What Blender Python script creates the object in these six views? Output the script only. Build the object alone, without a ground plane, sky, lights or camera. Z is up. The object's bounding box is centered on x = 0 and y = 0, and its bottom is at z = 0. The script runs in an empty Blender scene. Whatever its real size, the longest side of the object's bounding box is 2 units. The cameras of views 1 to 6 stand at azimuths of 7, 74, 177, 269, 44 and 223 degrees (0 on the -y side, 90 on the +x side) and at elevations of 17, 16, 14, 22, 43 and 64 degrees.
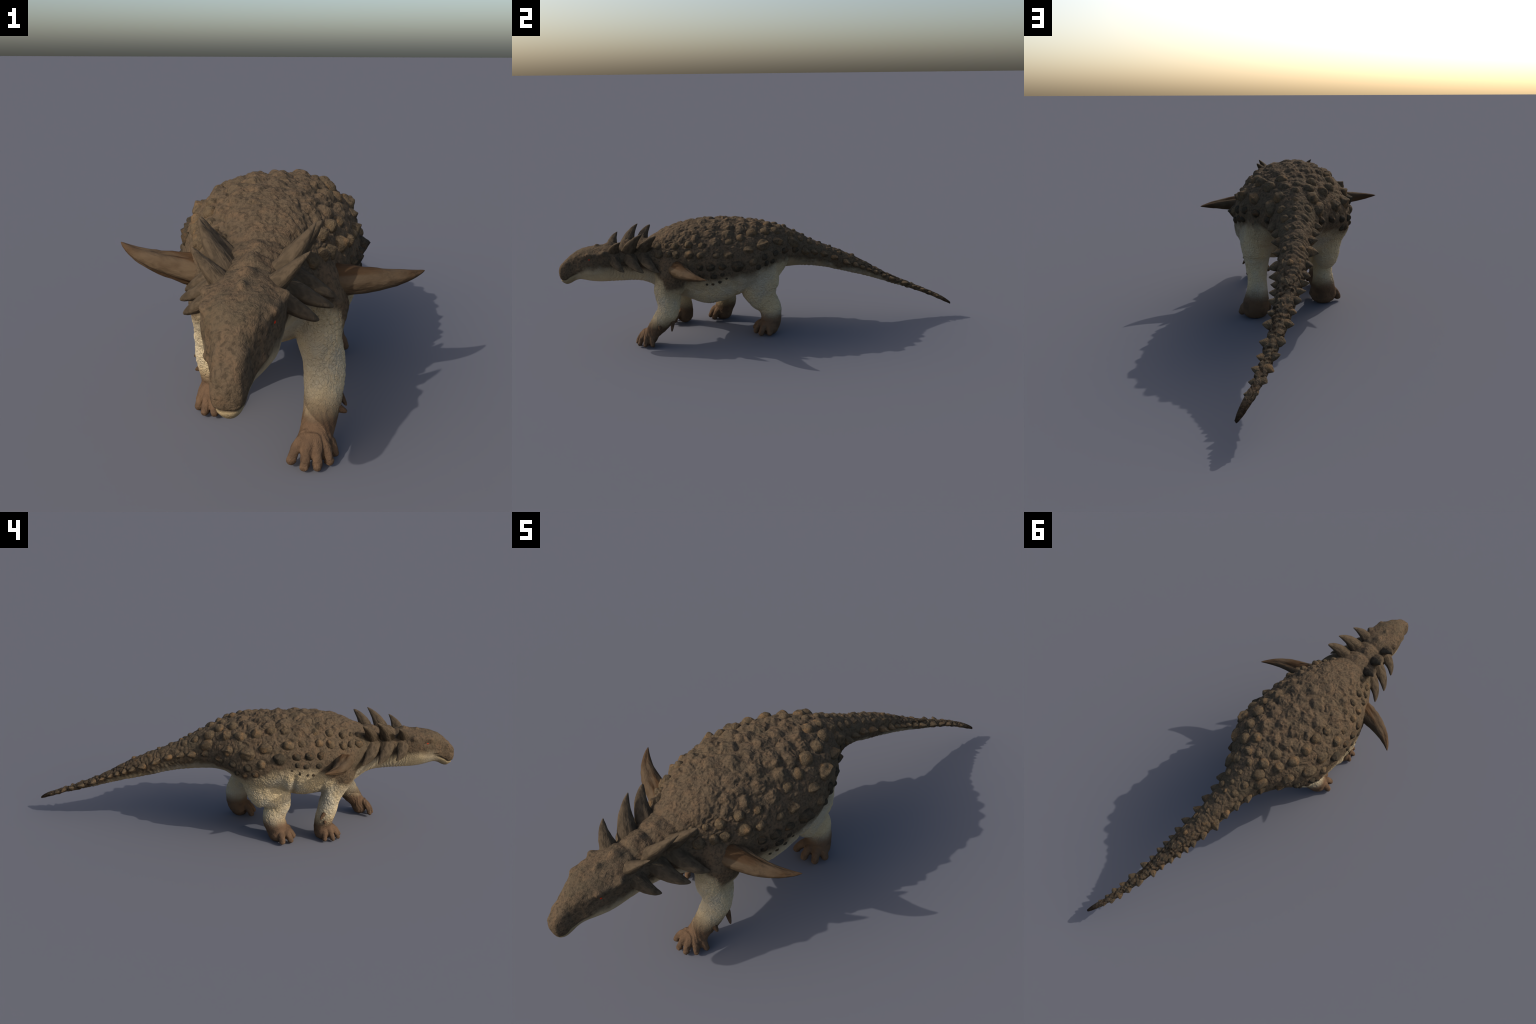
"""Armoured four-legged dinosaur (nodosaur) walking: a lofted body with lumpy armour,
rows of bony scutes, neck and shoulder spikes, built part by part."""
import bpy, math
import numpy as np
from mathutils import Vector, Matrix
from mathutils.bvhtree import BVHTree

VOXEL = 0.0026
rng = np.random.default_rng(7)


# ------------------------------------------------------------------ helpers
def smooth(a, b, x):
    t = np.clip((np.asarray(x, float) - a) / (b - a), 0, 1)
    return t * t * (3 - 2 * t)


def hermite(xs, ys, x):
    """monotone-ish cubic interpolation through control points"""
    xs, ys = np.asarray(xs, float), np.asarray(ys, float)
    h = np.diff(xs)
    d = np.diff(ys) / h
    m = np.empty_like(ys)
    m[0], m[-1] = d[0], d[-1]
    w1, w2 = 2 * h[1:] + h[:-1], h[1:] + 2 * h[:-1]
    with np.errstate(divide="ignore", invalid="ignore"):
        hm = (w1 + w2) / (w1 / d[:-1] + w2 / d[1:])
    m[1:-1] = np.where(d[:-1] * d[1:] > 0, hm, 0)
    x = np.clip(x, xs[0], xs[-1])
    i = np.clip(np.searchsorted(xs, x) - 1, 0, len(xs) - 2)
    t = (x - xs[i]) / h[i]
    return ((2 * t ** 3 - 3 * t ** 2 + 1) * ys[i] + (t ** 3 - 2 * t ** 2 + t) * h[i] * m[i]
            + (-2 * t ** 3 + 3 * t ** 2) * ys[i + 1] + (t ** 3 - t ** 2) * h[i] * m[i + 1])


def hash01(ix, iy, iz, seed):
    n = (ix.astype(np.uint32) * np.uint32(374761393) + iy.astype(np.uint32) * np.uint32(668265263)
         + iz.astype(np.uint32) * np.uint32(2246822519) + np.uint32(seed * 3266489917 & 0xFFFFFFFF))
    n = (n ^ (n >> np.uint32(13))) * np.uint32(1274126177)
    n = (n ^ (n >> np.uint32(16))) * np.uint32(2654435761)
    return (n ^ (n >> np.uint32(15))).astype(np.float64) / 4294967295.0


def value_noise(p, seed=0):
    """smooth value noise in -1..1"""
    f = np.floor(p)
    i = f.astype(np.int64)
    t = p - f
    t = t * t * t * (t * (t * 6 - 15) + 10)
    out = 0
    for dx in (0, 1):
        for dy in (0, 1):
            for dz in (0, 1):
                w = ((t[:, 0] if dx else 1 - t[:, 0]) * (t[:, 1] if dy else 1 - t[:, 1])
                     * (t[:, 2] if dz else 1 - t[:, 2]))
                out = out + w * hash01(i[:, 0] + dx, i[:, 1] + dy, i[:, 2] + dz, seed)
    return out * 2 - 1


def fbm(p, octaves=3, seed=0):
    out, a = 0, 1.0
    for o in range(octaves):
        out = out + a * value_noise(p * 2 ** o + 17.3 * o, seed + o)
        a *= 0.5
    return out


def cells(p, seed=0):
    """Worley distances F1, F2"""
    i = np.floor(p).astype(np.int64)
    f1 = np.full(len(p), 9.0)
    f2 = np.full(len(p), 9.0)
    for dx in (-1, 0, 1):
        for dy in (-1, 0, 1):
            for dz in (-1, 0, 1):
                c = i + np.array([dx, dy, dz])
                q = np.stack([hash01(c[:, 0], c[:, 1], c[:, 2], seed + k) for k in range(3)], 1) + c
                d = np.linalg.norm(q - p, axis=1)
                f2 = np.where(d < f1, f1, np.minimum(f2, d))
                f1 = np.minimum(f1, d)
    return f1, f2


def mesh_from(name, verts, faces):
    me = bpy.data.meshes.new(name)
    me.from_pydata([tuple(v) for v in verts], [], [tuple(f) for f in faces])
    me.update()
    return me


def rings_to_mesh(rings):
    """closed solid through a list of rings (n,3), ends capped"""
    n = len(rings[0])
    verts = np.concatenate(rings)
    faces = []
    for k in range(len(rings) - 1):
        for j in range(n):
            a, b = k * n + j, k * n + (j + 1) % n
            faces.append((a, b, b + n, a + n))
    faces.append(tuple(range(n - 1, -1, -1)))
    faces.append(tuple((len(rings) - 1) * n + j for j in range(n)))
    return verts, faces


def tube(path, radii, sides=24, steps=8, tip=True, lateral=Vector((1, 0, 0))):
    """tube along a smooth path; radii = (lateral, other) per control point, rounded ends"""
    path = np.asarray(path, float)
    radii = np.asarray(radii, float)
    if radii.ndim == 1:
        radii = np.stack([radii, radii], 1)
    s = np.r_[0, np.cumsum(np.linalg.norm(np.diff(path, axis=0), axis=1))]
    u = np.linspace(0, s[-1], (len(path) - 1) * steps + 1)
    P = np.stack([hermite(s, path[:, k], u) for k in range(3)], 1)
    R = np.stack([hermite(s, radii[:, k], u) for k in range(2)], 1)
    T = np.gradient(P, axis=0)
    T /= np.linalg.norm(T, axis=1)[:, None]
    rings = []
    a = np.linspace(0, 2 * np.pi, sides, endpoint=False)
    L = np.array(lateral)

    def ring(p, t, r):
        l = L - t * (L @ t)
        l /= np.linalg.norm(l)
        q = np.cross(t, l)
        return p + np.outer(np.cos(a) * r[0], l) + np.outer(np.sin(a) * r[1], q)
    if tip:
        for k in (0.1, 0.5, 0.85):
            c = math.sqrt(1 - (1 - k) ** 2)
            rings.append(ring(P[0] - T[0] * R[0].min() * (1 - k), T[0], R[0] * c))
    for p, t, r in zip(P, T, R):
        rings.append(ring(p, t, r))
    if tip:
        for k in (0.85, 0.5, 0.1):
            c = math.sqrt(1 - (1 - k) ** 2)
            rings.append(ring(P[-1] + T[-1] * R[-1].min() * (1 - k), T[-1], R[-1] * c))
    return rings_to_mesh(rings)


# ------------------------------------------------------------------ body profile
# y, top z, bottom z, half width, height of the widest line (0 bottom .. 1 top)
BODY = [
    (-1.000, 0.375, 0.345, 0.014, 0.50),
    (-0.995, 0.394, 0.327, 0.024, 0.48),
    (-0.983, 0.408, 0.313, 0.029, 0.47),
    (-0.967, 0.425, 0.305, 0.031, 0.47),
    (-0.950, 0.439, 0.309, 0.033, 0.47),
    (-0.929, 0.455, 0.320, 0.040, 0.50),
    (-0.905, 0.467, 0.326, 0.051, 0.54),
    (-0.880, 0.474, 0.320, 0.061, 0.60),
    (-0.850, 0.479, 0.312, 0.070, 0.66),
    (-0.800, 0.483, 0.305, 0.077, 0.68),
    (-0.747, 0.487, 0.303, 0.076, 0.65),
    (-0.690, 0.490, 0.301, 0.079, 0.60),
    (-0.630, 0.496, 0.297, 0.091, 0.55),
    (-0.585, 0.503, 0.284, 0.108, 0.50),
    (-0.530, 0.522, 0.248, 0.138, 0.48),
    (-0.470, 0.547, 0.214, 0.170, 0.48),
    (-0.380, 0.567, 0.194, 0.208, 0.47),
    (-0.290, 0.573, 0.183, 0.231, 0.46),
    (-0.200, 0.570, 0.200, 0.236, 0.46),
    (-0.100, 0.561, 0.222, 0.230, 0.46),
    (0.000, 0.546, 0.262, 0.200, 0.46),
    (0.070, 0.530, 0.295, 0.154, 0.44),
    (0.130, 0.508, 0.301, 0.111, 0.44),
    (0.200, 0.475, 0.300, 0.079, 0.46),
    (0.260, 0.441, 0.295, 0.066, 0.48),
    (0.340, 0.404, 0.282, 0.055, 0.50),
    (0.420, 0.372, 0.262, 0.049, 0.50),
    (0.500, 0.334, 0.241, 0.043, 0.50),
    (0.600, 0.276, 0.213, 0.034, 0.50),
    (0.700, 0.224, 0.179, 0.026, 0.50),
    (0.800, 0.178, 0.148, 0.020, 0.50),
    (0.900, 0.136, 0.110, 0.015, 0.50),
    (0.970, 0.099, 0.077, 0.011, 0.50),
    (0.998, 0.077, 0.064, 0.006, 0.50),
]
BODY_Y = [b[0] for b in BODY]


def tail_x(y):
    return hermite([-1.1, -0.60, -0.40, -0.25, -0.10, 0.0, 0.10, 0.20, 0.30, 0.40, 0.50, 0.60, 0.70, 0.80, 0.90, 0.99, 1.1],
                   [0, 0, -0.006, -0.006, 0.001, 0.006, 0.008, 0.010, 0.016, 0.027, 0.044, 0.066, 0.091, 0.120, 0.154, 0.202, 0.27],
                   np.asarray(y, float))


def roll_deg(y):
    """the walking body twists: + lifts the -x side"""
    return hermite([-0.80, -0.60, -0.45, -0.32, -0.18, -0.10, -0.03, 0.06, 0.14, 0.20, 0.38, 0.60, 0.80, 1.0],
                   [0, 1.0, 3.0, 6.5, 5.5, 0.5, -5, -6, -2, 0, 2, 2, 2, 2], np.asarray(y, float))


def profile(y, k):
    return hermite(BODY_Y, [b[k] for b in BODY], np.asarray(y, float))


def body_ring(y, sides=72):
    zt, zb, w, f = (float(profile(y, k)) for k in (1, 2, 3, 4))
    zw = zb + (zt - zb) * f
    a = np.linspace(0, 2 * np.pi, sides, endpoint=False)
    c, s = np.cos(a), np.sin(a)
    nt = 2.0 + 0.7 * float(smooth(-0.70, -0.80, y))
    nb = 2.0 + 0.45 * float(smooth(-0.45, -0.3, y) * (1 - smooth(-0.1, 0.0, y))) - 0.60 * float(smooth(-0.04, 0.06, y) * smooth(0.4, 0.3, y))
    e = np.where(s > 0, 2 / nt, 2 / nb)
    x = w * np.sign(c) * np.abs(c) ** e
    z = zw + np.where(s > 0, zt - zw, zw - zb) * np.sign(s) * np.abs(s) ** e
    z = z - 0.14 * x * (s < 0) * np.abs(s) * float(smooth(-0.45, -0.33, y) * smooth(-0.1, -0.2, y))
    r = math.radians(float(roll_deg(y)) * float(smooth(0.3, 0.15, y)))
    x, z = x * math.cos(r) + (z - zw) * math.sin(r), zw - x * math.sin(r) + (z - zw) * math.cos(r)
    # the tail bends sideways: turn each ring square to the spine
    cx = float(tail_x(y))
    slope = float(tail_x(y + 0.01) - tail_x(y - 0.01)) / 0.02
    th = math.atan(slope)
    return np.stack([cx + x * math.cos(th), y - x * math.sin(th), z], 1)


def body_solid():
    ys = np.unique(np.r_[np.linspace(-1.0, -0.9, 26), np.linspace(-0.9, 0.97, 150), np.linspace(0.97, 0.998, 8)])
    return rings_to_mesh([body_ring(y) for y in ys])


# legs: centre x, y, z, lateral radius, other radius
LEGS = {
    "fore_left": [
        (0.088, -0.455, 0.400, 0.076, 0.090), (0.128, -0.478, 0.320, 0.070, 0.084),
        (0.133, -0.505, 0.258, 0.053, 0.065), (0.145, -0.503, 0.205, 0.050, 0.055),
        (0.148, -0.511, 0.165, 0.049, 0.052), (0.147, -0.535, 0.130, 0.045, 0.049),
        (0.143, -0.562, 0.095, 0.041, 0.043), (0.136, -0.588, 0.062, 0.038, 0.036),
        (0.131, -0.603, 0.032, 0.042, 0.034)],
    "fore_right": [
        (-0.088, -0.455, 0.400, 0.076, 0.090), (-0.120, -0.456, 0.315, 0.062, 0.069),
        (-0.126, -0.444, 0.280, 0.054, 0.060), (-0.131, -0.424, 0.230, 0.048, 0.048),
        (-0.135, -0.411, 0.193, 0.045, 0.045), (-0.138, -0.402, 0.150, 0.043, 0.044),
        (-0.135, -0.390, 0.100, 0.039, 0.042), (-0.133, -0.385, 0.066, 0.037, 0.040),
        (-0.133, -0.388, 0.036, 0.041, 0.042)],
    "hind_right": [
        (-0.105, -0.080, 0.400, 0.075, 0.120), (-0.132, -0.118, 0.310, 0.073, 0.106),
        (-0.138, -0.132, 0.252, 0.057, 0.098), (-0.139, -0.166, 0.212, 0.051, 0.082),
        (-0.133, -0.177, 0.175, 0.041, 0.058), (-0.131, -0.164, 0.135, 0.039, 0.053),
        (-0.133, -0.160, 0.100, 0.044, 0.052), (-0.135, -0.172, 0.064, 0.050, 0.050),
        (-0.136, -0.180, 0.036, 0.055, 0.048)],
    "hind_left": [
        (0.105, 0.000, 0.400, 0.075, 0.120), (0.134, -0.046, 0.310, 0.074, 0.102),
        (0.142, -0.045, 0.240, 0.055, 0.096), (0.142, -0.030, 0.190, 0.043, 0.076),
        (0.141, -0.004, 0.150, 0.037, 0.060), (0.141, 0.010, 0.115, 0.040, 0.056),
        (0.143, 0.012, 0.085, 0.046, 0.052), (0.147, 0.006, 0.054, 0.051, 0.050),
        (0.150, -0.002, 0.034, 0.054, 0.046)],
}
# toe tips (x, y, z)
TOES = {
    "fore_left": [(0.082, -0.646, 0.018), (0.112, -0.659, 0.013), (0.141, -0.653, 0.012),
                  (0.167, -0.629, 0.012), (0.178, -0.594, 0.012)],
    "fore_right": [(-0.095, -0.448, 0.020), (-0.123, -0.462, 0.015), (-0.149, -0.456, 0.012),
                   (-0.170, -0.430, 0.012), (-0.175, -0.392, 0.012)],
    "hind_right": [(-0.096, -0.236, 0.018), (-0.140, -0.248, 0.016), (-0.181, -0.235, 0.015), (-0.199, -0.196, 0.015)],
    "hind_left": [(0.098, -0.060, 0.016), (0.145, -0.070, 0.014), (0.187, -0.055, 0.014), (0.202, -0.014, 0.015)],
}


def toe_solids(leg):
    out = []
    ax, ay, az = LEGS[leg][-1][:3]
    hind = leg.startswith("hind")
    for x, y, z in TOES[leg]:
        tip = np.array([x, y, z])
        root = np.array([ax + (x - ax) * 0.42, ay + (y - ay) * 0.36, 0.054 if hind else 0.066])
        mid = root * 0.35 + tip * 0.65 + np.array([0, 0, 0.009])
        r = 0.0160 if hind else 0.0118
        out.append(tube([root, mid, tip], [r * 1.15, r, r * 0.90], sides=14, steps=6))
    return out


def blend_noise_normals(me):
    n = np.empty(len(me.vertices) * 3)
    me.vertex_normals.foreach_get("vector", n)
    return n.reshape(-1, 3)


def coords(me):
    c = np.empty(len(me.vertices) * 3)
    me.vertices.foreach_get("co", c)
    return c.reshape(-1, 3)


def build_base_body():
    parts = [body_solid()]
    for leg, secs in LEGS.items():
        s = np.array(secs)
        parts.append(tube(s[:, :3], s[:, 3:], sides=32, steps=8))
        parts += toe_solids(leg)
    verts, faces, off = [], [], 0
    for v, f in parts:
        verts.append(v)
        faces += [tuple(i + off for i in q) for q in f]
        off += len(v)
    me = mesh_from("body", np.concatenate(verts), faces)
    import bmesh
    bm = bmesh.new()
    bm.from_mesh(me)
    bmesh.ops.recalc_face_normals(bm, faces=bm.faces)
    bm.to_mesh(me)
    bm.free()
    ob = bpy.data.objects.new("body", me)
    bpy.context.collection.objects.link(ob)
    mod = ob.modifiers.new("remesh", "REMESH")
    mod.mode = "VOXEL"
    mod.voxel_size = VOXEL
    dg = bpy.context.evaluated_depsgraph_get()
    dg.update()
    new = bpy.data.meshes.new_from_object(ob.evaluated_get(dg))
    bpy.data.objects.remove(ob)
    bpy.data.meshes.remove(me)
    return new


def relax(me, weight, rounds):
    """Laplacian smoothing with a per-vertex weight"""
    n = len(me.vertices)
    e = np.empty(len(me.edges) * 2, int)
    me.edges.foreach_get("vertices", e)
    e = e.reshape(-1, 2)
    deg = np.bincount(e.ravel(), minlength=n).astype(float)[:, None]
    c = coords(me)
    w = weight[:, None]
    for _ in range(rounds):
        s = np.stack([np.bincount(e[:, 0], c[e[:, 1], k], n) + np.bincount(e[:, 1], c[e[:, 0], k], n)
                      for k in range(3)], 1)
        c = c + w * (s / deg - c)
    me.vertices.foreach_set("co", c.ravel())
    me.update()


def leg_distance(c, leg):
    """distance to the leg's axis over the leg's radius"""
    s = np.array(LEGS[leg])
    best = np.full(len(c), 99.0)
    for a, b in zip(s[:-1], s[1:]):
        d = b[:3] - a[:3]
        t = np.clip(((c - a[:3]) @ d) / (d @ d), 0, 1)
        q = a[:3] + t[:, None] * d
        r = (a[3:] + t[:, None] * (b[3:] - a[3:])).mean(1)
        best = np.minimum(best, np.linalg.norm(c - q, axis=1) / r)
    return best


body = build_base_body()
c = coords(body)
legd = np.min([leg_distance(c, l) for l in LEGS], axis=0)
junction = smooth(2.2, 1.3, legd) * smooth(0.21, 0.28, c[:, 2])
relax(body, 0.5 * junction, 32)
relax(body, np.full(len(c), 0.5) * np.where(c[:, 2] < 0.05, 0.6, 1), 5)
#STAGE2
# ------------------------------------------------------------------ anchors on the skin
def bvh_of(me):
    cc = coords(me)
    q = np.empty(len(me.polygons) * 4, int)
    me.polygons.foreach_get("vertices", q)
    return BVHTree.FromPolygons(cc.tolist(), q.reshape(-1, 4).tolist())


skin = bvh_of(body)


def section_centre(y):
    zt, zb, f = (float(profile(y, k)) for k in (1, 2, 4))
    return Vector((float(tail_x(y)), y, zb + (zt - zb) * f))


def anchor(y, phi, side):
    """skin point at girdle angle phi (0 = flank, 90 = back), rolled with the body"""
    a = math.radians(phi - side * float(roll_deg(y)))
    d = Vector((side * math.cos(a), 0, math.sin(a)))
    o = section_centre(y) + d * 0.6
    hit, n, *_ = skin.ray_cast(o, -d)
    if hit is None:
        hit, n, *_ = skin.find_nearest(o)
    return hit, n


def nearest(p):
    hit, n, *_ = skin.find_nearest(Vector(p))
    return hit, n


# ------------------------------------------------------------------ scute rows
# y, girdle angle, length, width, height, kind: d dome, k keeled, p pointed; tone: t tan, g dark
ROWS = {
    "upper_flank": [
        (-0.535, 50, 0.028, 0.030, 0.011, "dt"), (-0.498, 47.5, 0.020, 0.022, 0.010, "dt"), (-0.459, 43, 0.032, 0.032, 0.016, "dt"),
        (-0.398, 42.7, 0.034, 0.032, 0.016, "dt"), (-0.336, 42, 0.034, 0.032, 0.016, "dt")],
    "flank": [
        (-0.536, 31.5, 0.035, 0.035, 0.013, "dt"), (-0.494, 30.4, 0.026, 0.032, 0.014, "dt"), (-0.460, 28, 0.033, 0.034, 0.016, "pt"),
        (-0.402, 28, 0.042, 0.038, 0.020, "pt"), (-0.350, 28, 0.034, 0.032, 0.017, "dt"), (-0.275, 27, 0.030, 0.026, 0.010, "dt"),
        (-0.217, 24.5, 0.046, 0.040, 0.019, "pt"), (-0.118, 23, 0.052, 0.043, 0.021, "kt"),
        (-0.040, 20.5, 0.066, 0.048, 0.022, "kt"), (0.048, 22, 0.056, 0.044, 0.020, "kt"),
        (0.143, 34, 0.068, 0.046, 0.022, "kt")],
    "lower_flank": [
        (-0.357, 13, 0.031, 0.030, 0.014, "pg"), (-0.307, 13, 0.038, 0.033, 0.015, "pg"), (-0.251, 12.3, 0.032, 0.031, 0.015, "pg"),
        (-0.178, 9, 0.054, 0.048, 0.026, "pg")],
    "belly_edge": [
        (-0.349, 1.3, 0.026, 0.022, 0.008, "dg"), (-0.294, 2, 0.030, 0.022, 0.008, "dg"), (-0.253, 3.4, 0.020, 0.019, 0.007, "dg"),
        (-0.326, -8.8, 0.015, 0.013, 0.004, "dg"), (-0.298, -8, 0.016, 0.012, 0.004, "dg"), (-0.265, -6, 0.018, 0.016, 0.005, "dg"),
        (-0.232, -2.7, 0.014, 0.013, 0.004, "dg")],
    "thigh_edge": [
        (-0.100, 6.3, 0.038, 0.036, 0.014, "dt"), (-0.038, 3.5, 0.032, 0.030, 0.012, "dg"), (0.026, 3.5, 0.034, 0.027, 0.013, "dg"),
        (0.084, 5.3, 0.046, 0.029, 0.016, "pg"), (0.150, 11.3, 0.040, 0.028, 0.016, "pg"),
        (-0.072, -4.6, 0.026, 0.024, 0.010, "dg"), (-0.027, -6.5, 0.028, 0.024, 0.010, "dg"), (0.006, -7.5, 0.022, 0.024, 0.010, "dg")],
    "hip": [
        (-0.145, 44, 0.046, 0.042, 0.016, "dt"), (-0.205, 42, 0.040, 0.030, 0.011, "dt"), (-0.082, 45, 0.050, 0.044, 0.018, "dt"),
        (-0.012, 44, 0.048, 0.040, 0.018, "dt"), (0.052, 47.5, 0.050, 0.046, 0.019, "dt"), (0.022, 68, 0.046, 0.043, 0.016, "dt"),
        (0.085, 70, 0.044, 0.040, 0.016, "dt"), (0.130, 57, 0.052, 0.044, 0.018, "kt")],
    "tail_side": [
        (0.210, 12.265, 0.040, 0.030, 0.026, "pt"), (0.264, 17.6, 0.040, 0.027, 0.026, "pt"), (0.320, 19.8, 0.040, 0.028, 0.026, "pt"),
        (0.377, 15.4, 0.042, 0.028, 0.030, "pt"), (0.442, 8.8, 0.035, 0.027, 0.030, "pt"), (0.493, 9.9, 0.031, 0.024, 0.023, "pt"),
        (0.532, 11, 0.026, 0.022, 0.022, "pt"), (0.567, 12.65, 0.025, 0.020, 0.022, "pt"), (0.604, 14.3, 0.028, 0.021, 0.019, "pt"),
        (0.648, 13.2, 0.029, 0.018, 0.017, "pt"), (0.692, 12.1, 0.029, 0.022, 0.025, "pt"), (0.760, 12.1, 0.037, 0.020, 0.022, "pt"),
        (0.812, 11, 0.031, 0.017, 0.017, "pt"), (0.854, 9.9, 0.028, 0.016, 0.016, "pt"), (0.893, 7.7, 0.026, 0.014, 0.013, "pt"),
        (0.928, 4.4, 0.020, 0.012, 0.007, "pt")],
    "tail_upper": [
        (0.196, 58, 0.032, 0.030, 0.008, "dt"), (0.247, 60, 0.034, 0.030, 0.009, "dt"), (0.300, 64, 0.028, 0.022, 0.007, "kt"),
        (0.352, 62, 0.034, 0.022, 0.007, "kt"), (0.410, 58, 0.030, 0.020, 0.007, "pt"), (0.472, 57, 0.032, 0.019, 0.007, "kt"),
        (0.545, 60, 0.030, 0.018, 0.005, "kt"), (0.620, 60, 0.026, 0.015, 0.005, "kt")],
}
# bumps on the midline: y, length, width, height
MIDLINE = [(0.072, 0.034, 0.030, 0.010), (0.122, 0.032, 0.028, 0.011), (0.172, 0.030, 0.024, 0.011), (0.219, 0.030, 0.024, 0.012),
           (0.262, 0.026, 0.020, 0.009), (0.312, 0.030, 0.022, 0.008), (0.366, 0.026, 0.020, 0.010), (0.425, 0.026, 0.016, 0.005),
           (0.490, 0.026, 0.020, 0.009), (0.560, 0.030, 0.016, 0.005), (0.640, 0.026, 0.012, 0.004)]
# lumps grown over by the skin of the back: y, angle, radius, height
LUMPS = [(-0.43, 74, 0.030, 0.006), (-0.365, 64, 0.026, 0.008), (-0.352, 76, 0.026, 0.007), (-0.400, 60, 0.024, 0.007), (-0.471, 63, 0.022, 0.005),
         (-0.426, 53, 0.017, 0.009), (-0.358, 52, 0.021, 0.013), (-0.290, 58, 0.030, 0.012), (-0.262, 72, 0.031, 0.011),
         (-0.187, 70, 0.033, 0.013), (-0.200, 54, 0.031, 0.011), (-0.110, 69, 0.033, 0.013), (-0.133, 57, 0.030, 0.012),
         (-0.045, 67, 0.033, 0.013), (-0.065, 56, 0.026, 0.009), (-0.268, 45, 0.031, 0.013), (-0.315, 36, 0.018, 0.005), (-0.30, 86, 0.026, 0.007), (-0.235, 87, 0.027, 0.010),
         (-0.165, 88, 0.031, 0.012), (-0.093, 88, 0.030, 0.012), (-0.025, 86, 0.030, 0.011), (-0.375, 88, 0.030, 0.004), (-0.505, 62, 0.02, 0.004)]


# ------------------------------------------------------------------ colour border, shared by relief and material
BORDER = [(-1.0, 0.330), (-0.972, 0.331), (-0.954, 0.344), (-0.919, 0.362), (-0.88, 0.385), (-0.84, 0.392), (-0.75, 0.383),
          (-0.65, 0.382), (-0.58, 0.366), (-0.535, 0.335), (-0.50, 0.285), (-0.455, 0.285), (-0.42, 0.315), (-0.36, 0.343),
          (-0.30, 0.350), (-0.22, 0.352), (-0.15, 0.350), (-0.08, 0.343), (0.0, 0.350), (0.06, 0.362), (0.12, 0.362),
          (0.20, 0.346), (0.30, 0.326), (0.37, 0.302), (0.40, 0.280), (0.45, 0.278), (0.53, 0.258), (0.60, 0.232),
          (0.68, 0.192), (0.75, 0.160), (0.80, 0.10), (1.0, 0.0)]


def border_z(cc):
    y = cc[:, 1]
    t = np.tan(np.radians(roll_deg(y))) * smooth(-0.46, -0.36, y) * smooth(0.2, 0.1, y)
    return np.interp(y, [b[0] for b in BORDER], [b[1] for b in BORDER]) - cc[:, 0] * t


# ------------------------------------------------------------------ skin relief
def bump(cc, p, r, h, power=1.0):
    d2 = ((cc - np.array(p)) ** 2).sum(1) / (r * r)
    return h * np.clip(1 - d2, 0, 1) ** power


def pit(cc, p, scale, h):
    d2 = (((cc - np.array(p)) / np.array(scale)) ** 2).sum(1)
    return h * np.exp(-d2)


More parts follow.
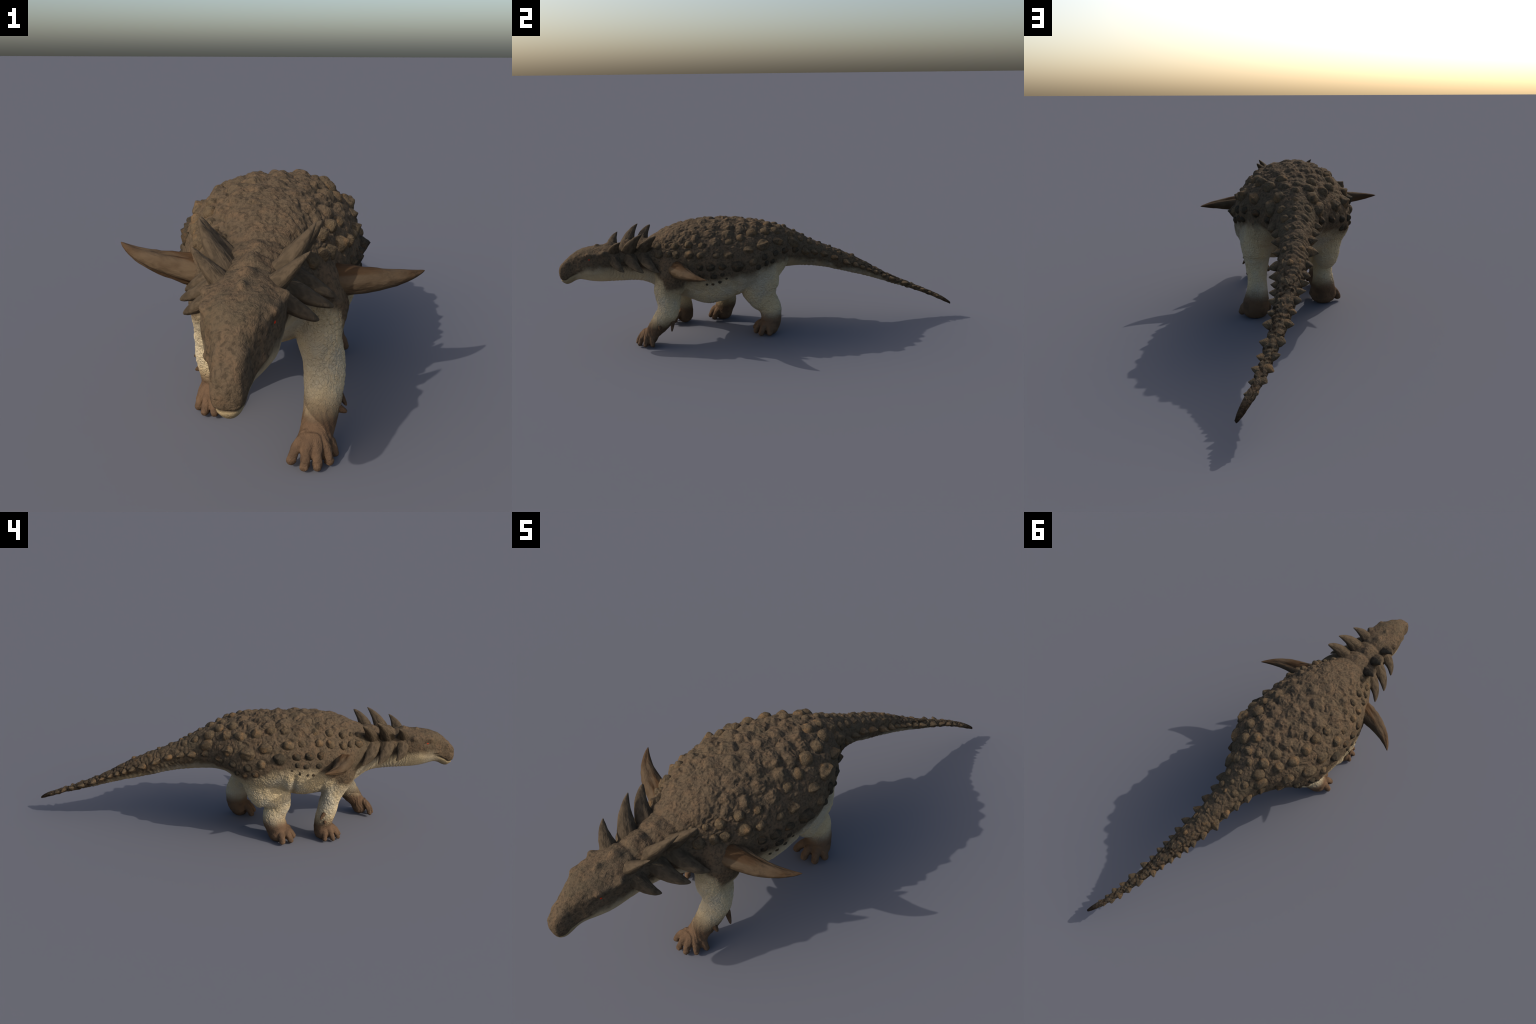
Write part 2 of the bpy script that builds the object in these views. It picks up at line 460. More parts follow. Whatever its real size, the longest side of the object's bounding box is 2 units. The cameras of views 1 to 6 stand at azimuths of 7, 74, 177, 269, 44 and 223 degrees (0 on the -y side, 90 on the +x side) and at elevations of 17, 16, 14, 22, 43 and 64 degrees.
def relief(cc, nn):
    x, y, z = cc.T
    ax = np.abs(x - tail_x(y))
    up = smooth(-0.012, 0.02, z - border_z(cc)) * smooth(0.15, 0.2, z + 0.5 * smooth(0.3, 0.5, y))
    back = up * smooth(-0.60, -0.50, y) * smooth(0.30, 0.15, y)
    crest = back * smooth(0.40, 0.49, z + 0.06 * fbm(cc * 14, 2, 5) * 0.3)
    head = smooth(-0.76, -0.80, y)
    legs = smooth(0.30, 0.27, z) * smooth(0.3, 0.2, y) * smooth(-0.75, -0.65, y)
    tail = smooth(0.16, 0.26, y)
    h = np.zeros(len(cc))
    # wrinkled hide over the back: warped ridges
    warp = np.stack([fbm(cc * 35 + k * 9.1, 2, 20 + k) for k in range(3)], 1)
    q = cc * np.array([1.0, 0.75, 1.0]) + warp * 0.010
    ridge = 1 - np.abs(fbm(q * 62, 2, 3))
    h += crest * (0.0048 * (ridge - 0.6) + 0.0032 * fbm(cc * 38, 3, 8))
    h += (back - crest).clip(0) * (0.0016 * (ridge - 0.6) + 0.0018 * fbm(cc * 40, 2, 9))
    # lumps beneath the hide
    for i, (ly, phi, r, lh) in enumerate(LUMPS):
        for side in (1, -1):
            if phi > 85 and side < 0:
                continue
            p, n = anchor(ly, 90 if phi > 85 else phi, side)
            d = cc - np.array(p)
            d = d + 0.25 * r * warp * 1.2
            dd = np.sqrt((d ** 2).sum(1)) / r
            h += lh * np.clip(1 - dd ** 2, 0, 1) ** 1.3
            h -= 0.0016 * np.exp(-((dd - 1.15) / 0.16) ** 2) * (lh > 0.006)
    # moats round the scutes
    for name, row in ROWS.items():
        for (sy, phi, ln, wd, sh, kind) in row:
            if sh < 0.008:
                continue
            for side in (1, -1):
                p, n = anchor(sy, phi, side)
                dd = np.sqrt(((cc - np.array(p)) ** 2).sum(1)) / (0.25 * (ln + wd))
                h -= 0.0022 * np.exp(-((dd - 1.18) / 0.2) ** 2)
    # cracked leather on the legs and lower flanks
    f1, f2 = cells(cc * np.array([95, 95, 80]) + warp * 0.45, 11)
    crack = smooth(0.0, 0.28, f2 - f1)
    lower = (1 - up) * (1 - head) * smooth(-0.60, -0.55, y)
    outer = smooth(0.09, 0.13, ax) * smooth(0.07, 0.12, z)
    h += lower * outer * (0.0022 * (crack - 0.8) + 0.0012 * fbm(cc * 60, 2, 31))
    h += lower * (1 - outer) * 0.0006 * fbm(cc * np.array([60, 60, 110]), 2, 33)
    # girdle wrinkles of the throat and the neck
    neck = smooth(-0.80, -0.74, y) * smooth(-0.52, -0.60, y)
    h += neck * (1 - up) * 0.0009 * np.sin(y * 420 + 6 * value_noise(cc * 30, 44))
    h += neck * up * (0.0030 * fbm(cc * 42, 3, 45))
    # ring folds of the neck armour
    for yy in (-0.715, -0.643, -0.572):
        h -= smooth(0.42, 0.46, z) * 0.006 * np.exp(-((y - yy) / 0.010) ** 2)
    for yy, hh in ((-0.755, 0.010), (-0.69, 0.012), (-0.665, 0.008), (-0.61, 0.006)):
        h += pit(cc, (0, yy, float(profile(yy, 1))), (0.016, 0.018, 0.03), hh)
    # tail rings and side streaks
    h += tail * up * 0.0022 * fbm(cc * np.array([70, 45, 70]), 3, 51) * smooth(1.0, 0.9, y)
    h += tail * 0.0010 * np.sin(y * 300 + 5 * value_noise(cc * 25, 52)) * smooth(0.95, 0.8, y)
    # face
    h += head * up * (0.0007 * fbm(cc * 85, 3, 61) + 0.0016 * fbm(cc * np.array([38, 24, 38]), 2, 63))
    h += head * up * 0.0020 * (1 - np.abs(fbm(q * 40, 2, 62)) - 0.6)
    for s in (1, -1):
        h += pit(cc, (s * 0.061, -0.864, 0.454), (0.012, 0.020, 0.008), 0.0110)      # brow
        h += pit(cc, (s * 0.068, -0.832, 0.458), (0.012, 0.012, 0.008), 0.0040)
        h += pit(cc, (s * 0.073, -0.794, 0.459), (0.014, 0.016, 0.010), 0.0150)      # cheek horn boss
        h -= pit(cc, (s * 0.062, -0.858, 0.433), (0.016, 0.018, 0.008), 0.0060)      # eye hollow
        h -= pit(cc, (s * 0.021, -0.984, 0.372), (0.007, 0.005, 0.010), 0.0075)      # nostril
        h += pit(cc, (s * 0.020, -0.958, 0.412), (0.010, 0.018, 0.012), 0.0040)
        h -= pit(cc, (s * 0.027, -0.945, 0.402), (0.008, 0.004, 0.014), 0.0030)
        h += pit(cc, (s * 0.045, -0.905, 0.385), (0.012, 0.018, 0.005), 0.0055)      # fold behind the lip
        h += pit(cc, (s * 0.060, -0.840, 0.365), (0.020, 0.035, 0.020), 0.0040)      # jaw muscle
    h += pit(cc, (0.0, -0.818, float(profile(-0.818, 1))), (0.009, 0.013, 0.012), 0.0100)           # crown knob
    h += pit(cc, (0.0, -0.785, float(profile(-0.785, 1))), (0.010, 0.030, 0.012), 0.0050)
    # mouth line: the upper beak overhangs a narrower lower jaw
    zm = np.interp(y, [-1, -0.972, -0.954, -0.919, -0.9], [0.331, 0.331, 0.344, 0.362, 0.366])
    snout = smooth(-0.905, -0.922, y)
    h -= snout * 0.0060 * np.exp(-((z - zm) / 0.0035) ** 2)
    h -= snout * 0.0008 * smooth(0.0, -0.006, z - zm)
    # skin fold where the thigh overlaps the flank, and behind the upper arm
    for sgn, yl, zl, zh, d in ((-1, -0.243, 0.20, 0.36, 0.009), (1, -0.176, 0.20, 0.33, 0.005),
                               (-1, -0.372, 0.20, 0.30, 0.005), (1, -0.425, 0.20, 0.30, 0.005)):
        w = smooth(0.10, 0.15, x * sgn) * smooth(zl - 0.02, zl + 0.02, z) * smooth(zh + 0.02, zh - 0.03, z)
        side = 1 if yl > -0.3 else -1
        h -= w * d * np.exp(-((y - yl) / 0.010) ** 2)
        h += w * d * 0.7 * np.exp(-((y - yl - side * 0.026) / 0.018) ** 2)
    # toes and wrists
    foot = smooth(0.10, 0.06, z)
    h += foot * 0.0008 * fbm(cc * 70, 2, 71)
    return h


c = coords(body)
n = blend_noise_normals(body)
c = c + n * relief(c, n)[:, None]
c[:, 2] = np.maximum(c[:, 2], 0.0005 * (1 - np.clip(c[:, 2] / 0.02, -1, 1)))
body.vertices.foreach_set("co", c.ravel())
body.update()
relax(body, np.full(len(c), 0.35), 1)
c = coords(body)
skin = bvh_of(body)


# ------------------------------------------------------------------ materials
class Graph:
    def __init__(self, name, roughness=0.8):
        self.mat = bpy.data.materials.new(name)
        self.mat.use_nodes = True
        self.t = self.mat.node_tree
        self.bsdf = self.t.nodes["Principled BSDF"]
        self.bsdf.inputs["Roughness"].default_value = roughness
        self.bsdf.inputs["Specular IOR Level"].default_value = 0.01
        self.co = self.node("ShaderNodeTexCoord").outputs["Object"]

    def node(self, kind, **props):
        nd = self.t.nodes.new(kind)
        for k, v in props.items():
            setattr(nd, k, v)
        return nd

    def put(self, socket, v):
        if hasattr(v, "is_linked") or isinstance(v, bpy.types.NodeSocket):
            self.t.links.new(v, socket)
        else:
            socket.default_value = v

    def math(self, op, a, b=0.0, clamp=False):
        nd = self.node("ShaderNodeMath", operation=op, use_clamp=clamp)
        self.put(nd.inputs[0], a)
        self.put(nd.inputs[1], b)
        return nd.outputs[0]

    def step(self, x, a, b, lo=0.0, hi=1.0):
        nd = self.node("ShaderNodeMapRange", interpolation_type="SMOOTHSTEP", clamp=True)
        for k, v in enumerate((x, a, b, lo, hi)):
            self.put(nd.inputs[k], v)
        return nd.outputs[0]

    def mix(self, f, a, b, blend="MIX"):
        nd = self.node("ShaderNodeMix", data_type="RGBA", blend_type=blend)
        self.put(nd.inputs[0], f)
        for sock, v in ((nd.inputs[6], a), (nd.inputs[7], b)):
            self.put(sock, v if isinstance(v, bpy.types.NodeSocket) else (*v, 1.0))
        return nd.outputs[2]

    def noise(self, scale, detail=3, stretch=(1, 1, 1), distortion=0.0, offset=(0, 0, 0)):
        mp = self.node("ShaderNodeMapping")
        mp.inputs["Scale"].default_value = stretch
        mp.inputs["Location"].default_value = offset
        self.put(mp.inputs[0], self.co)
        nd = self.node("ShaderNodeTexNoise")
        self.put(nd.inputs["Vector"], mp.outputs[0])
        nd.inputs["Scale"].default_value = scale
        nd.inputs["Detail"].default_value = detail
        nd.inputs["Distortion"].default_value = distortion
        return nd.outputs[0]

    def voronoi(self, scale, feature="DISTANCE_TO_EDGE", vector=None, stretch=(1, 1, 1)):
        mp = self.node("ShaderNodeMapping")
        mp.inputs["Scale"].default_value = stretch
        self.put(mp.inputs[0], vector or self.co)
        nd = self.node("ShaderNodeTexVoronoi", feature=feature)
        self.put(nd.inputs["Vector"], mp.outputs[0])
        nd.inputs["Scale"].default_value = scale
        return nd.outputs["Distance"]

    def axis(self):
        nd = self.node("ShaderNodeSeparateXYZ")
        self.put(nd.inputs[0], self.co)
        return nd.outputs

    def curve(self, x, points):
        nd = self.node("ShaderNodeFloatCurve")
        cv = nd.mapping.curves[0]
        while len(cv.points) < len(points):
            cv.points.new(0.5, 0.5)
        for pt, (px, py) in zip(cv.points, points):
            pt.location = (px, py)
            pt.handle_type = "AUTO_CLAMPED"
        nd.mapping.update()
        self.put(nd.inputs["Value"], x)
        return nd.outputs[0]

    def bump(self, height, distance, strength=1.0, below=None):
        nd = self.node("ShaderNodeBump")
        nd.inputs["Distance"].default_value = distance
        nd.inputs["Strength"].default_value = strength
        self.put(nd.inputs["Height"], height)
        if below is not None:
            self.put(nd.inputs["Normal"], below)
        return nd.outputs[0]

    def done(self, colour, normal=None):
        self.put(self.bsdf.inputs["Base Color"], colour)
        if normal is not None:
            self.put(self.bsdf.inputs["Normal"], normal)
        return self.mat


BROWN, BROWN_DARK, BROWN_WARM = (0.096, 0.069, 0.044), (0.048, 0.036, 0.024), (0.114, 0.076, 0.046)
PALE, PALE_GREY, FOOT = (0.49, 0.380, 0.222), (0.40, 0.350, 0.255), (0.118, 0.073, 0.044)


def skin_material():
    g = Graph("hide", 0.78)
    x, y, z = g.axis()
    yn = g.math("ADD", g.math("MULTIPLY", y, 0.5), 0.5)
    zb = g.curve(yn, [((b[0] + 1) / 2, b[1]) for b in BORDER])
    ys = np.linspace(-0.46, 0.2, 14)
    t = np.tan(np.radians(roll_deg(ys))) * smooth(-0.46, -0.36, ys) * smooth(0.2, 0.1, ys)
    tilt = g.math("SUBTRACT", g.curve(yn, [(0, 0.5)] + [((a + 1) / 2, 0.5 + float(b)) for a, b in zip(ys, t)] + [(1, 0.5)]), 0.5)
    zb = g.math("SUBTRACT", zb, g.math("MULTIPLY", x, tilt))
    n_mid, n_fine, n_big = g.noise(28, 4), g.noise(120, 4, offset=(3, 1, 7)), g.noise(7, 3, offset=(5, 5, 5))
    dz = g.math("SUBTRACT", z, zb)
    dz = g.math("ADD", dz, g.math("MULTIPLY", g.math("SUBTRACT", n_mid, 0.5), 0.045))
    up = g.step(dz, -0.026, 0.018)
    snout = g.step(y, -0.915, -0.935)
    up = g.math("ADD", g.math("MULTIPLY", up, g.math("SUBTRACT", 1.0, snout)),
                g.math("MULTIPLY", g.step(g.math("SUBTRACT", z, zb), -0.002, 0.002), snout))
    # brown hide with darker mottling and warmer worn patches
    brown = g.mix(g.step(n_mid, 0.42, 0.68), BROWN, BROWN_WARM)
    brown = g.mix(g.step(n_fine, 0.46, 0.68, 0.0, 0.75), brown, BROWN_DARK)
    brown = g.mix(g.step(g.noise(55, 5, distortion=1.2, offset=(2, 9, 4)), 0.54, 0.66, 0.0, 0.30), brown, (0.040, 0.034, 0.022))
    brown = g.mix(g.step(n_big, 0.45, 0.7, 0.0, 0.30), brown, (0.070, 0.060, 0.037))
    streak = g.noise(60, 4, stretch=(1, 0.25, 1), distortion=1.5)
    tail = g.step(y, 0.35, 0.6)
    brown = g.mix(g.math("MULTIPLY", tail, g.step(streak, 0.48, 0.60)), brown, (0.034, 0.023, 0.014))
    brown = g.mix(g.math("MULTIPLY", tail, g.step(g.noise(75, 3, offset=(9, 0, 2)), 0.58, 0.70, 0, 0.6)), brown, (0.135, 0.080, 0.042))
    brown = g.mix(g.step(y, 0.93, 0.985, 0, 0.75), brown, (0.026, 0.016, 0.010))
    pale = g.mix(g.step(n_big, 0.4, 0.65), PALE, PALE_GREY)
    pale = g.mix(g.step(n_fine, 0.5, 0.75, 0.0, 0.25), pale, (0.28, 0.215, 0.13))
    pale = g.mix(g.step(g.math("ADD", dz, g.math("MULTIPLY", n_fine, 0.02)), -0.07, -0.005, 0.0, 0.45), pale, (0.20, 0.155, 0.095))
    pale = g.mix(g.math("MULTIPLY", snout, 0.9), pale, (0.25, 0.19, 0.105))
    # brown feet fade up into the pale shanks
    zf = g.math("ADD", z, g.math("MULTIPLY", g.math("SUBTRACT", n_mid, 0.5), 0.03))
    zf = g.math("SUBTRACT", zf, g.step(y, -0.45, -0.50, 0.0, 0.018))
    feet = g.math("MULTIPLY", g.step(zf, 0.140, 0.070), g.step(y, 0.35, 0.2))
    foot = g.mix(g.step(n_mid, 0.4, 0.65), FOOT, (0.085, 0.054, 0.034))
    pale = g.mix(feet, pale, foot)
    col = g.mix(up, pale, brown)
    # fine grain: cracked leather and pores
    wob = g.node("ShaderNodeVectorMath", operation="ADD")
    sc = g.node("ShaderNodeVectorMath", operation="SCALE")
    nz = g.node("ShaderNodeTexNoise")
    g.put(nz.inputs["Vector"], g.co)
    nz.inputs["Scale"].default_value = 45
    g.put(sc.inputs[0], nz.outputs["Color"])
    sc.inputs["Scale"].default_value = 0.012
    g.put(wob.inputs[0], g.co)
    g.put(wob.inputs[1], sc.outputs[0])
    crack = g.step(g.voronoi(105, vector=wob.outputs[0]), 0.0, 0.16)
    rough = g.noise(190, 5, distortion=0.8)
    flank = g.math("MULTIPLY", g.math("SUBTRACT", 1.0, up), g.math("MULTIPLY", g.step(z, 0.06, 0.11), g.step(y, -0.62, -0.55)))
    headtop = g.step(y, -0.74, -0.82)
    amount = g.math("ADD", g.math("MULTIPLY", flank, 0.85), g.math("SUBTRACT", 0.15, g.math("MULTIPLY", headtop, 0.06)))
    b1 = g.bump(g.math("MULTIPLY", crack, amount), 0.0017, 0.75)
    b1 = g.bump(g.noise(95, 4, stretch=(1, 0.6, 1), distortion=2.2, offset=(1, 2, 3)), 0.0040, 0.6, below=b1)
    b2 = g.bump(rough, 0.0018, 0.8, below=b1)
    return g.done(col, b2)


def scute_material(name, base, warm, dark, worn):
    g = Graph(name, 0.7)
    info = g.node("ShaderNodeObjectInfo")
    geo = g.node("ShaderNodeNewGeometry")
    g.co = geo.outputs["Position"]
    n1, n2 = g.noise(70, 4, distortion=0.6), g.noise(30, 3, offset=(4, 8, 2))
    col = g.mix(g.step(n1, 0.40, 0.66), base, dark)
    col = g.mix(g.step(n2, 0.50, 0.68, 0.0, 0.85), col, warm)
    col = g.mix(g.math("MULTIPLY", info.outputs["Random"], 0.35), col, worn)
    col = g.mix(g.step(g.noise(140, 4, offset=(7, 7, 1)), 0.5, 0.7, 0.0, 0.5), col, dark)
    b = g.bump(g.noise(150, 5, distortion=1.0), 0.0045, 0.8)
    b = g.bump(g.step(g.voronoi(170), 0.0, 0.18), 0.0007, 0.6, below=b)
    return g.done(col, b)


def horn_material(name, base, dark, streaky):
    g = Graph(name, 0.6)
    n1 = g.noise(7, 4, stretch=(1, 1, 0.6), distortion=0.5)
    col = g.mix(g.step(n1, 0.40, 0.68), base, dark)
    spots = g.voronoi(5, "F1")
    col = g.mix(g.step(spots, 0.22, 0.10, 0.0, 0.6), col, dark)
    if streaky:
        s = g.noise(6, 2, stretch=(1, 1, 0.10), distortion=0.2, offset=(2, 2, 2))
        col = g.mix(g.step(s, 0.46, 0.60, 0.0, 0.85), col, (0.055, 0.030, 0.015))
        z = g.axis()[2]
        col = g.mix(g.step(z, 0.5, 1.0, 0.0, 0.75), col, (0.070, 0.040, 0.021))
    b = g.bump(g.noise(14, 4, stretch=(1.6, 1.6, 0.6)), 0.012 if streaky else 0.006, 0.5)
    return g.done(col, b)


HIDE = skin_material()
SCUTE_TAN = scute_material("scute_tan", (0.105, 0.076, 0.046), (0.165, 0.098, 0.048), (0.058, 0.043, 0.028), (0.120, 0.085, 0.050))
SCUTE_DARK = scute_material("scute_dark", (0.055, 0.043, 0.029), (0.095, 0.056, 0.029), (0.030, 0.025, 0.018), (0.052, 0.042, 0.029))
HORN = horn_material("spike_horn", (0.088, 0.064, 0.041), (0.054, 0.040, 0.026), False)
HORN_LONG = horn_material("shoulder_horn", (0.086, 0.060, 0.037), (0.060, 0.040, 0.024), True)
NAIL = horn_material("toe_horn", (0.105, 0.064, 0.038), (0.060, 0.038, 0.024), False)
g = Graph("red_eye", 0.15)
EYE = g.done((0.55, 0.035, 0.012, 1))

# ------------------------------------------------------------------ cut the body into its parts
root = bpy.data.objects.new("armoured_dinosaur", None)
root.empty_display_size = 0.2
bpy.context.collection.objects.link(root)
root["label"] = "brown spiky armoured dinosaur with pale belly, walking"
root["category"] = "dinosaur"


def child(name, me, parent, material=None, smooth_faces=True):
    ob = bpy.data.objects.new(name, me)
    bpy.context.collection.objects.link(ob)
    ob.parent = parent
    if material is not None and not me.materials:
        me.materials.append(material)
    if smooth_faces:
        me.polygons.foreach_set("use_smooth", np.ones(len(me.polygons), bool))
    return ob


q = np.empty(len(body.polygons) * 4, int)
body.polygons.foreach_get("vertices", q)
q = q.reshape(-1, 4)
fc = c[q].mean(1)
normals = blend_noise_normals(body)
region = np.full(len(q), "torso", dtype=object)
region[fc[:, 1] < -0.575] = "neck"
region[fc[:, 1] < -0.785] = "head"
region[fc[:, 1] > 0.165] = "tail"
REGION_OF_LEG = {"fore_left": "forelimb", "fore_right": "forelimb.001", "hind_left": "hindlimb", "hind_right": "hindlimb.001"}
FOOT_OF_LEG = {"fore_left": "foot", "fore_right": "foot.001", "hind_left": "foot.002", "hind_right": "foot.003"}
legds = {l: leg_distance(fc, l) for l in LEGS}
for l in LEGS:
    sgn = 1 if "left" in l else -1
    ymax = -0.28 if "fore" in l else 9
    ymin = -9 if "fore" in l else -0.30
    near = (legds[l] < 1.7) & (fc[:, 2] < 0.27) & (fc[:, 0] * sgn > 0.055) & (fc[:, 1] < ymax) & (fc[:, 1] > ymin) & (fc[:, 1] < 0.165)
    near |= (fc[:, 2] < 0.16) & (fc[:, 0] * sgn > 0) & (fc[:, 1] < ymax) & (fc[:, 1] > ymin) & (fc[:, 1] < 0.2) & (fc[:, 1] > -0.75)
    region[near] = REGION_OF_LEG[l]
    region[near & (fc[:, 2] < 0.062)] = FOOT_OF_LEG[l]

PART = {}
for name in ("torso", "neck", "head", "tail", "forelimb", "forelimb.001", "hindlimb", "hindlimb.001",
             "foot", "foot.001", "foot.002", "foot.003"):
    f = q[region == name]
    used, inv = np.unique(f, return_inverse=True)
    me = bpy.data.meshes.new(name)
    me.from_pydata(c[used], [], inv.reshape(-1, 4))
    me.update()
    PART[name] = child(name.split(".")[0], me, root, HIDE)
    me.normals_split_custom_set_from_vertices(normals[used])


# ------------------------------------------------------------------ scutes
def scute_mesh(kind, seed):
    """unit scute: radius 1, height 1 along z, +x points to the tail, skirt sunk below the skin"""
    rg = np.random.default_rng(seed)
    rr = [1.0, 1.0, 0.93, 0.80, 0.64, 0.48, 0.32, 0.16]
    n = 28
    a = np.linspace(0, 2 * np.pi, n, endpoint=False)
    wob = 1 + sum(rg.uniform(-0.05, 0.05) * np.cos(k * a + rg.uniform(0, 6)) for k in (2, 3, 4, 5))
    verts, faces = [], []
    lean = {"d": 0.08, "k": 0.12, "p": 0.45}[kind]
    for k, r in enumerate(rr):
        x, y = r * np.cos(a) * wob, r * np.sin(a) * wob
        if k == 0:
            z = np.full(n, -0.9)
        else:
            if kind == "d":
                hh = 0.72 * (1 - r ** 2.6) ** 0.7 + 0.28 * (1 - r) ** 1.2
            elif kind == "k":
                hh = (1 - r ** 2.6) ** 0.7 * (0.62 + 0.38 * np.exp(-(y / 0.28) ** 2))
            else:
                hh = 0.50 * (1 - r ** 3) ** 0.6 + 0.50 * (1 - r ** 1.15) ** 1.1
                hh = hh * (0.8 + 0.2 * np.exp(-(y / 0.3) ** 2))
            z = hh * np.ones(n)
            dents = 0.13 * value_noise(np.stack([x * 2.3, y * 2.3, np.full(n, seed * 1.7)], 1), seed)
            z = z + dents * (1 - r ** 4)
            x = x + lean * np.clip(z, 0, 1) ** 1.5
        verts += np.stack([x, y, z], 1).tolist()
    top = {"d": 1.0, "k": 1.0, "p": 1.0}[kind]
    verts.append([lean * 1.0, 0, top])
    for k in range(len(rr) - 1):
        for j in range(n):
            p0, p1 = k * n + j, k * n + (j + 1) % n
            faces.append((p0, p1, p1 + n, p0 + n))
    last = (len(rr) - 1) * n
    for j in range(n):
        faces.append((last + j, last + (j + 1) % n, len(verts) - 1))
    return mesh_from("scute_" + kind, verts, faces)


SCUTES = {}
for kind in "dkp":
    for tone, mat in (("t", SCUTE_TAN), ("g", SCUTE_DARK)):
        for v in range(3):
            me = scute_mesh(kind, 10 * v + ord(kind))
            me.materials.append(mat)
            me.polygons.foreach_set("use_smooth", np.ones(len(me.polygons), bool))
            SCUTES[kind + tone, v] = me


def owner(y):
    return PART["neck"] if y < -0.575 else PART["tail"] if y > 0.165 else PART["torso"]


def place_scute(y, phi, ln, wd, ht, kind, side, i):
    p, n = anchor(y, phi, side)
    # average the rough skin's normal a little around the spot
    for dy, dp in ((0.012, 0), (-0.012, 0), (0, 6), (0, -6)):
        n = n + anchor(y + dy, phi + dp, side)[1]
    n = n.normalized()
    back = Vector((0, 1, -0.25)) if y > 0.1 else Vector((0, 1, 0.15))
    ex = (back - n * back.dot(n)).normalized()
    ex = Matrix.Rotation(float(rng.uniform(-0.25, 0.25)), 3, n) @ ex
    ey = n.cross(ex)
    k = rng.uniform(0.88, 1.12, 3)
    m = Matrix.Identity(4)
    for col, vec, s in ((0, ex, ln / 2 * k[0]), (1, ey, wd / 2 * k[1]), (2, n, ht * k[2])):
        for r in range(3):
            m[r][col] = vec[r] * s
    m.translation = p - n * 0.0015
    ob = bpy.data.objects.new("scute", SCUTES[kind, i % 3])
    bpy.context.collection.objects.link(ob)
    ob.parent = owner(y)
    ob.matrix_world = m


i = 0
for name, row in ROWS.items():
    for (sy, phi, ln, wd, sh, kind) in row:
        for side in (1, -1):
            place_scute(sy, phi, ln * 1.08, wd * 1.08, sh, kind, side, i)
            i += 1
for (sy, ln, wd, sh) in MIDLINE:
    place_scute(sy, 90, ln, wd, sh, "kt" if sy > 0.25 else "dt", 1, i)
    i += 1


# ------------------------------------------------------------------ spikes
def spike(name, base, ctrl, tip, ra, rb, wide, parent, material, blunt=0.06, keel=1.7, sink=0.25, power=0.85, groove=0.07):
    """curved horn; own frame with z along base->tip so that its colours run with it"""
    base, ctrl, tip, wide = (np.array(v, float) for v in (base, ctrl, tip, wide))
    L = np.linalg.norm(tip - base)
    ts = np.r_[np.linspace(-sink, 0.9, 22), np.linspace(0.92, 1.0, 7)]
    n = 36
    a = np.linspace(0, 2 * np.pi, n, endpoint=False)
    rings = []
    for t in ts:
        u = max(t, 0)
        p = (1 - u) ** 2 * base + 2 * u * (1 - u) * ctrl + u * u * tip
        d = 2 * (1 - u) * (ctrl - base) + 2 * u * (tip - ctrl)
        d /= np.linalg.norm(d)
        if t < 0:
            p = base + d * t * L
        w = wide - d * (wide @ d)
        w /= np.linalg.norm(w)
        v = np.cross(d, w)
        taper = (1 - u) ** power * (1 - blunt) + blunt * math.sqrt(max(1 - u ** 8, 0))
        taper *= 1.0 + 0.10 * max(-t, 0)
        e = 2 / (keel + 0.3 * u)
        cx = np.sign(np.cos(a)) * np.abs(np.cos(a)) ** e
        cy = np.sign(np.sin(a)) * np.abs(np.sin(a)) ** e
        rr = np.outer(cx * ra * taper, w) + np.outer(cy * rb * taper, v)
        # lengthwise furrows
        for a0, wd in ((0.9, 0.22), (2.35, 0.28), (4.4, 0.22)):
            rr = rr * (1 - groove * np.exp(-((a - a0 - 0.3 * u) / wd) ** 2))[:, None]
        pp = p + rr
        nz = fbm(pp * np.array([60, 60, 60]) + 3.3, 2, 5)[:, None]
        pp = p + rr * (1 + 0.05 * nz + 0.05 * np.sign(np.cos(3 * a))[:, None] * 0)
        rings.append(pp)
    verts, faces = rings_to_mesh(rings)
    # own frame
    z = Vector(tip - base).normalized()
    x = Vector(wide)
    x = (x - z * x.dot(z)).normalized()
    m = Matrix((x, z.cross(x), z)).transposed().to_4x4() * 1.0
    m = Matrix.Translation(Vector(base)) @ m @ Matrix.Scale(L, 4)
    inv = np.array(m.inverted())
    verts = verts @ inv[:3, :3].T + inv[:3, 3]
    me = mesh_from(name, verts, faces)
    ob = child(name, me, parent, material)
    ob.matrix_world = m
    return ob


BACKWARD = (0, 1, 0)
UPPER = [((0.050, -0.745, 0.460), (0.085, -0.740, 0.496), (0.115, -0.711, 0.520), 0.031, 0.022),
         ((0.056, -0.670, 0.464), (0.096, -0.655, 0.516), (0.121, -0.609, 0.553), 0.036, 0.026),
         ((0.066, -0.598, 0.466), (0.107, -0.588, 0.511), (0.131, -0.547, 0.541), 0.034, 0.026)]
LOWER = [((0.066, -0.742, 0.430), (0.112, -0.738, 0.402), (0.135, -0.703, 0.379), 0.031, 0.020),
         ((0.070, -0.668, 0.432), (0.130, -0.662, 0.402), (0.163, -0.615, 0.375), 0.037, 0.022),
         ((0.084, -0.600, 0.432), (0.140, -0.594, 0.400), (0.168, -0.543, 0.370), 0.036, 0.022)]
for side in (1, -1):
    f = lambda v: (v[0] * side, v[1], v[2])
    for k, (b, m_, t, ra, rb) in enumerate(UPPER):
        spike("neck_spike", f(b), f(m_), f(t), ra, rb, BACKWARD, PART["neck"], HORN, blunt=0.05 if k < 2 else 0.15)
    for b, m_, t, ra, rb in LOWER:
        spike("neck_spike", f(b), f(m_), f(t), ra, rb, BACKWARD, PART["neck"], HORN, blunt=0.14)
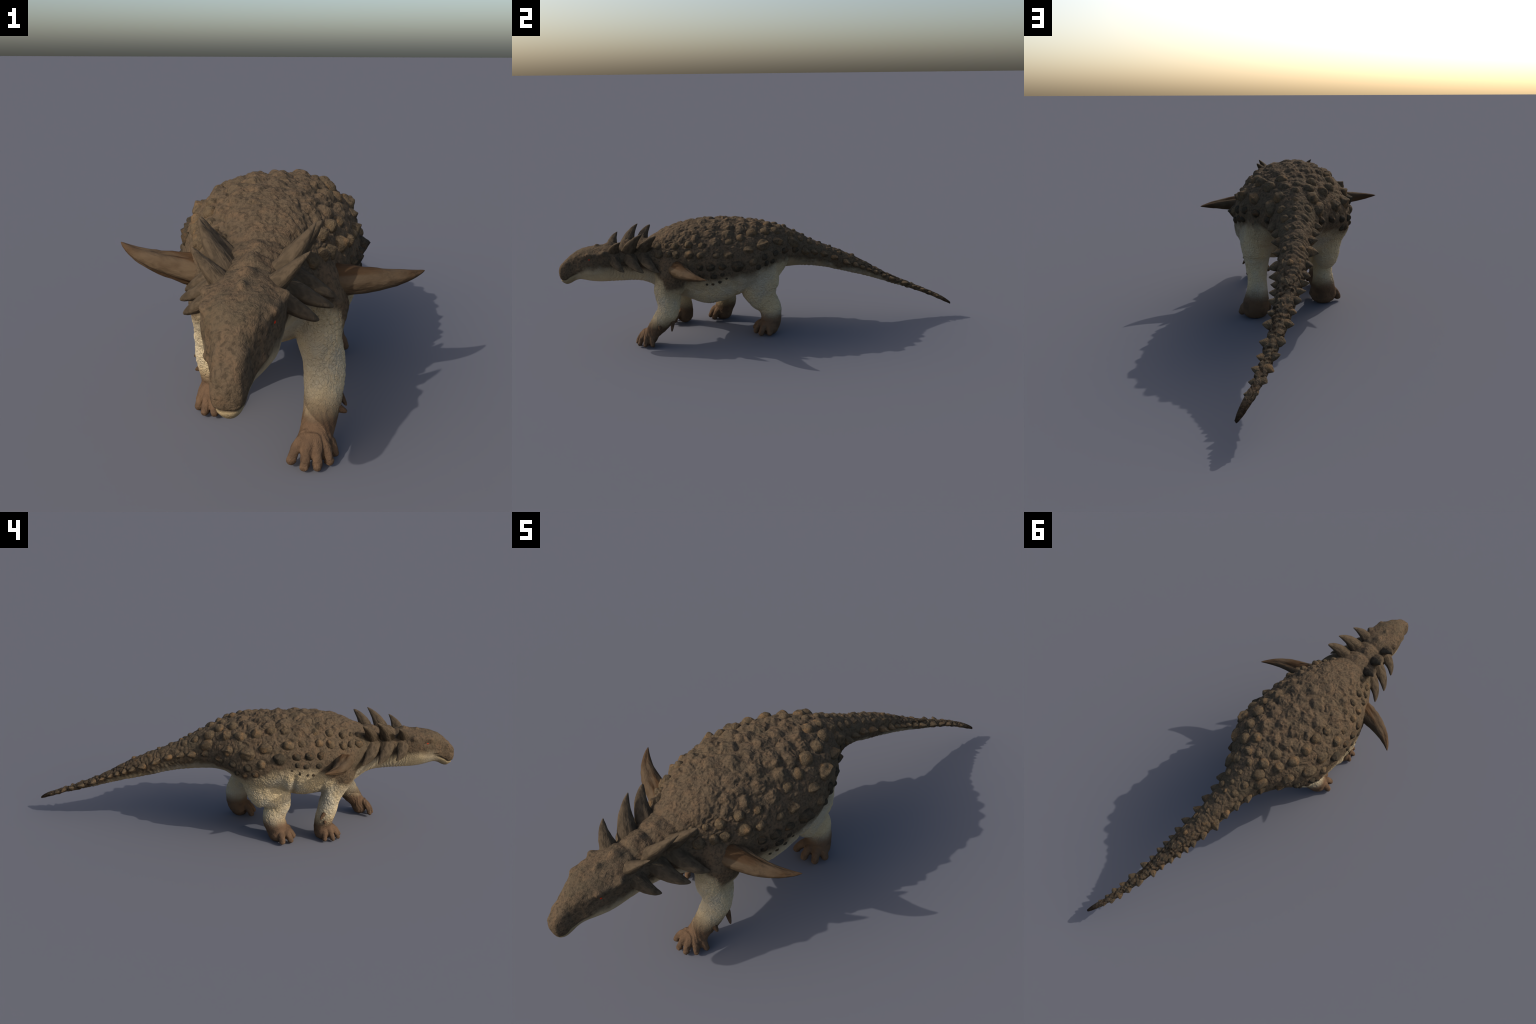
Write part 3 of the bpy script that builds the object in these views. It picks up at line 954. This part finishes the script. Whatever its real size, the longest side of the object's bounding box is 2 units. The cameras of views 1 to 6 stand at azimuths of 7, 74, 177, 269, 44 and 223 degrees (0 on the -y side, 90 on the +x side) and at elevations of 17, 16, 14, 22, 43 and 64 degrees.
spike("shoulder_spike", (0.125, -0.458, 0.380), (0.290, -0.455, 0.376), (0.379, -0.355, 0.379), 0.054, 0.044, BACKWARD,
      PART["torso"], HORN_LONG, blunt=0.03, keel=1.9, power=0.84, groove=0.16)
spike("shoulder_spike", (-0.125, -0.462, 0.390), (-0.290, -0.456, 0.397), (-0.379, -0.352, 0.421), 0.054, 0.044, BACKWARD,
      PART["torso"], HORN_LONG, blunt=0.03, keel=1.9, power=0.84, groove=0.16)

# spurs behind the wrists
for part, b, t, r in (("forelimb", (0.180, -0.494, 0.116), (0.203, -0.503, 0.082), 0.010),
                      ("forelimb", (0.180, -0.556, 0.106), (0.203, -0.560, 0.098), 0.011),
                      ("forelimb.001", (-0.172, -0.385, 0.142), (-0.192, -0.365, 0.120), 0.010),
                      ("forelimb.001", (-0.166, -0.390, 0.104), (-0.186, -0.390, 0.094), 0.010)):
    mid = tuple((p + q_) / 2 for p, q_ in zip(b, t))
    spike("spur", b, mid, t, r, r, BACKWARD, PART[part], NAIL, blunt=0.35, keel=2.0)

# blunt toe horn
for l in LEGS:
    ax, ay, az = LEGS[l][-1][:3]
    r = 0.0135 if "hind" in l else 0.0110
    for x, y, z in TOES[l]:
        d = Vector((x - ax, y - ay, 0)).normalized()
        b = Vector((x, y, z + 0.001)) - d * 0.002
        t = Vector((x, y, max(z - 0.004, 0.009))) + d * (r * 0.85)
        spike("claw", b, (b + t) / 2, t, r * 0.98, r * 0.90, Vector((0, 0, 1)).cross(d), PART[FOOT_OF_LEG[l]], NAIL, blunt=0.55, keel=2.1, sink=0.4)

# eyes
me = bpy.data.meshes.new("eye")
import bmesh
bm = bmesh.new()
bmesh.ops.create_uvsphere(bm, u_segments=16, v_segments=10, radius=0.0046)
bm.to_mesh(me)
bm.free()
me.materials.append(EYE)
for s in (1, -1):
    hit, nrm, *_ = skin.ray_cast(Vector((s * 0.3, -0.858, 0.433)), Vector((-s, 0, 0)))
    ob = child("eye", me, PART["head"])
    ob.location = hit - nrm * 0.0028

bpy.data.meshes.remove(body)
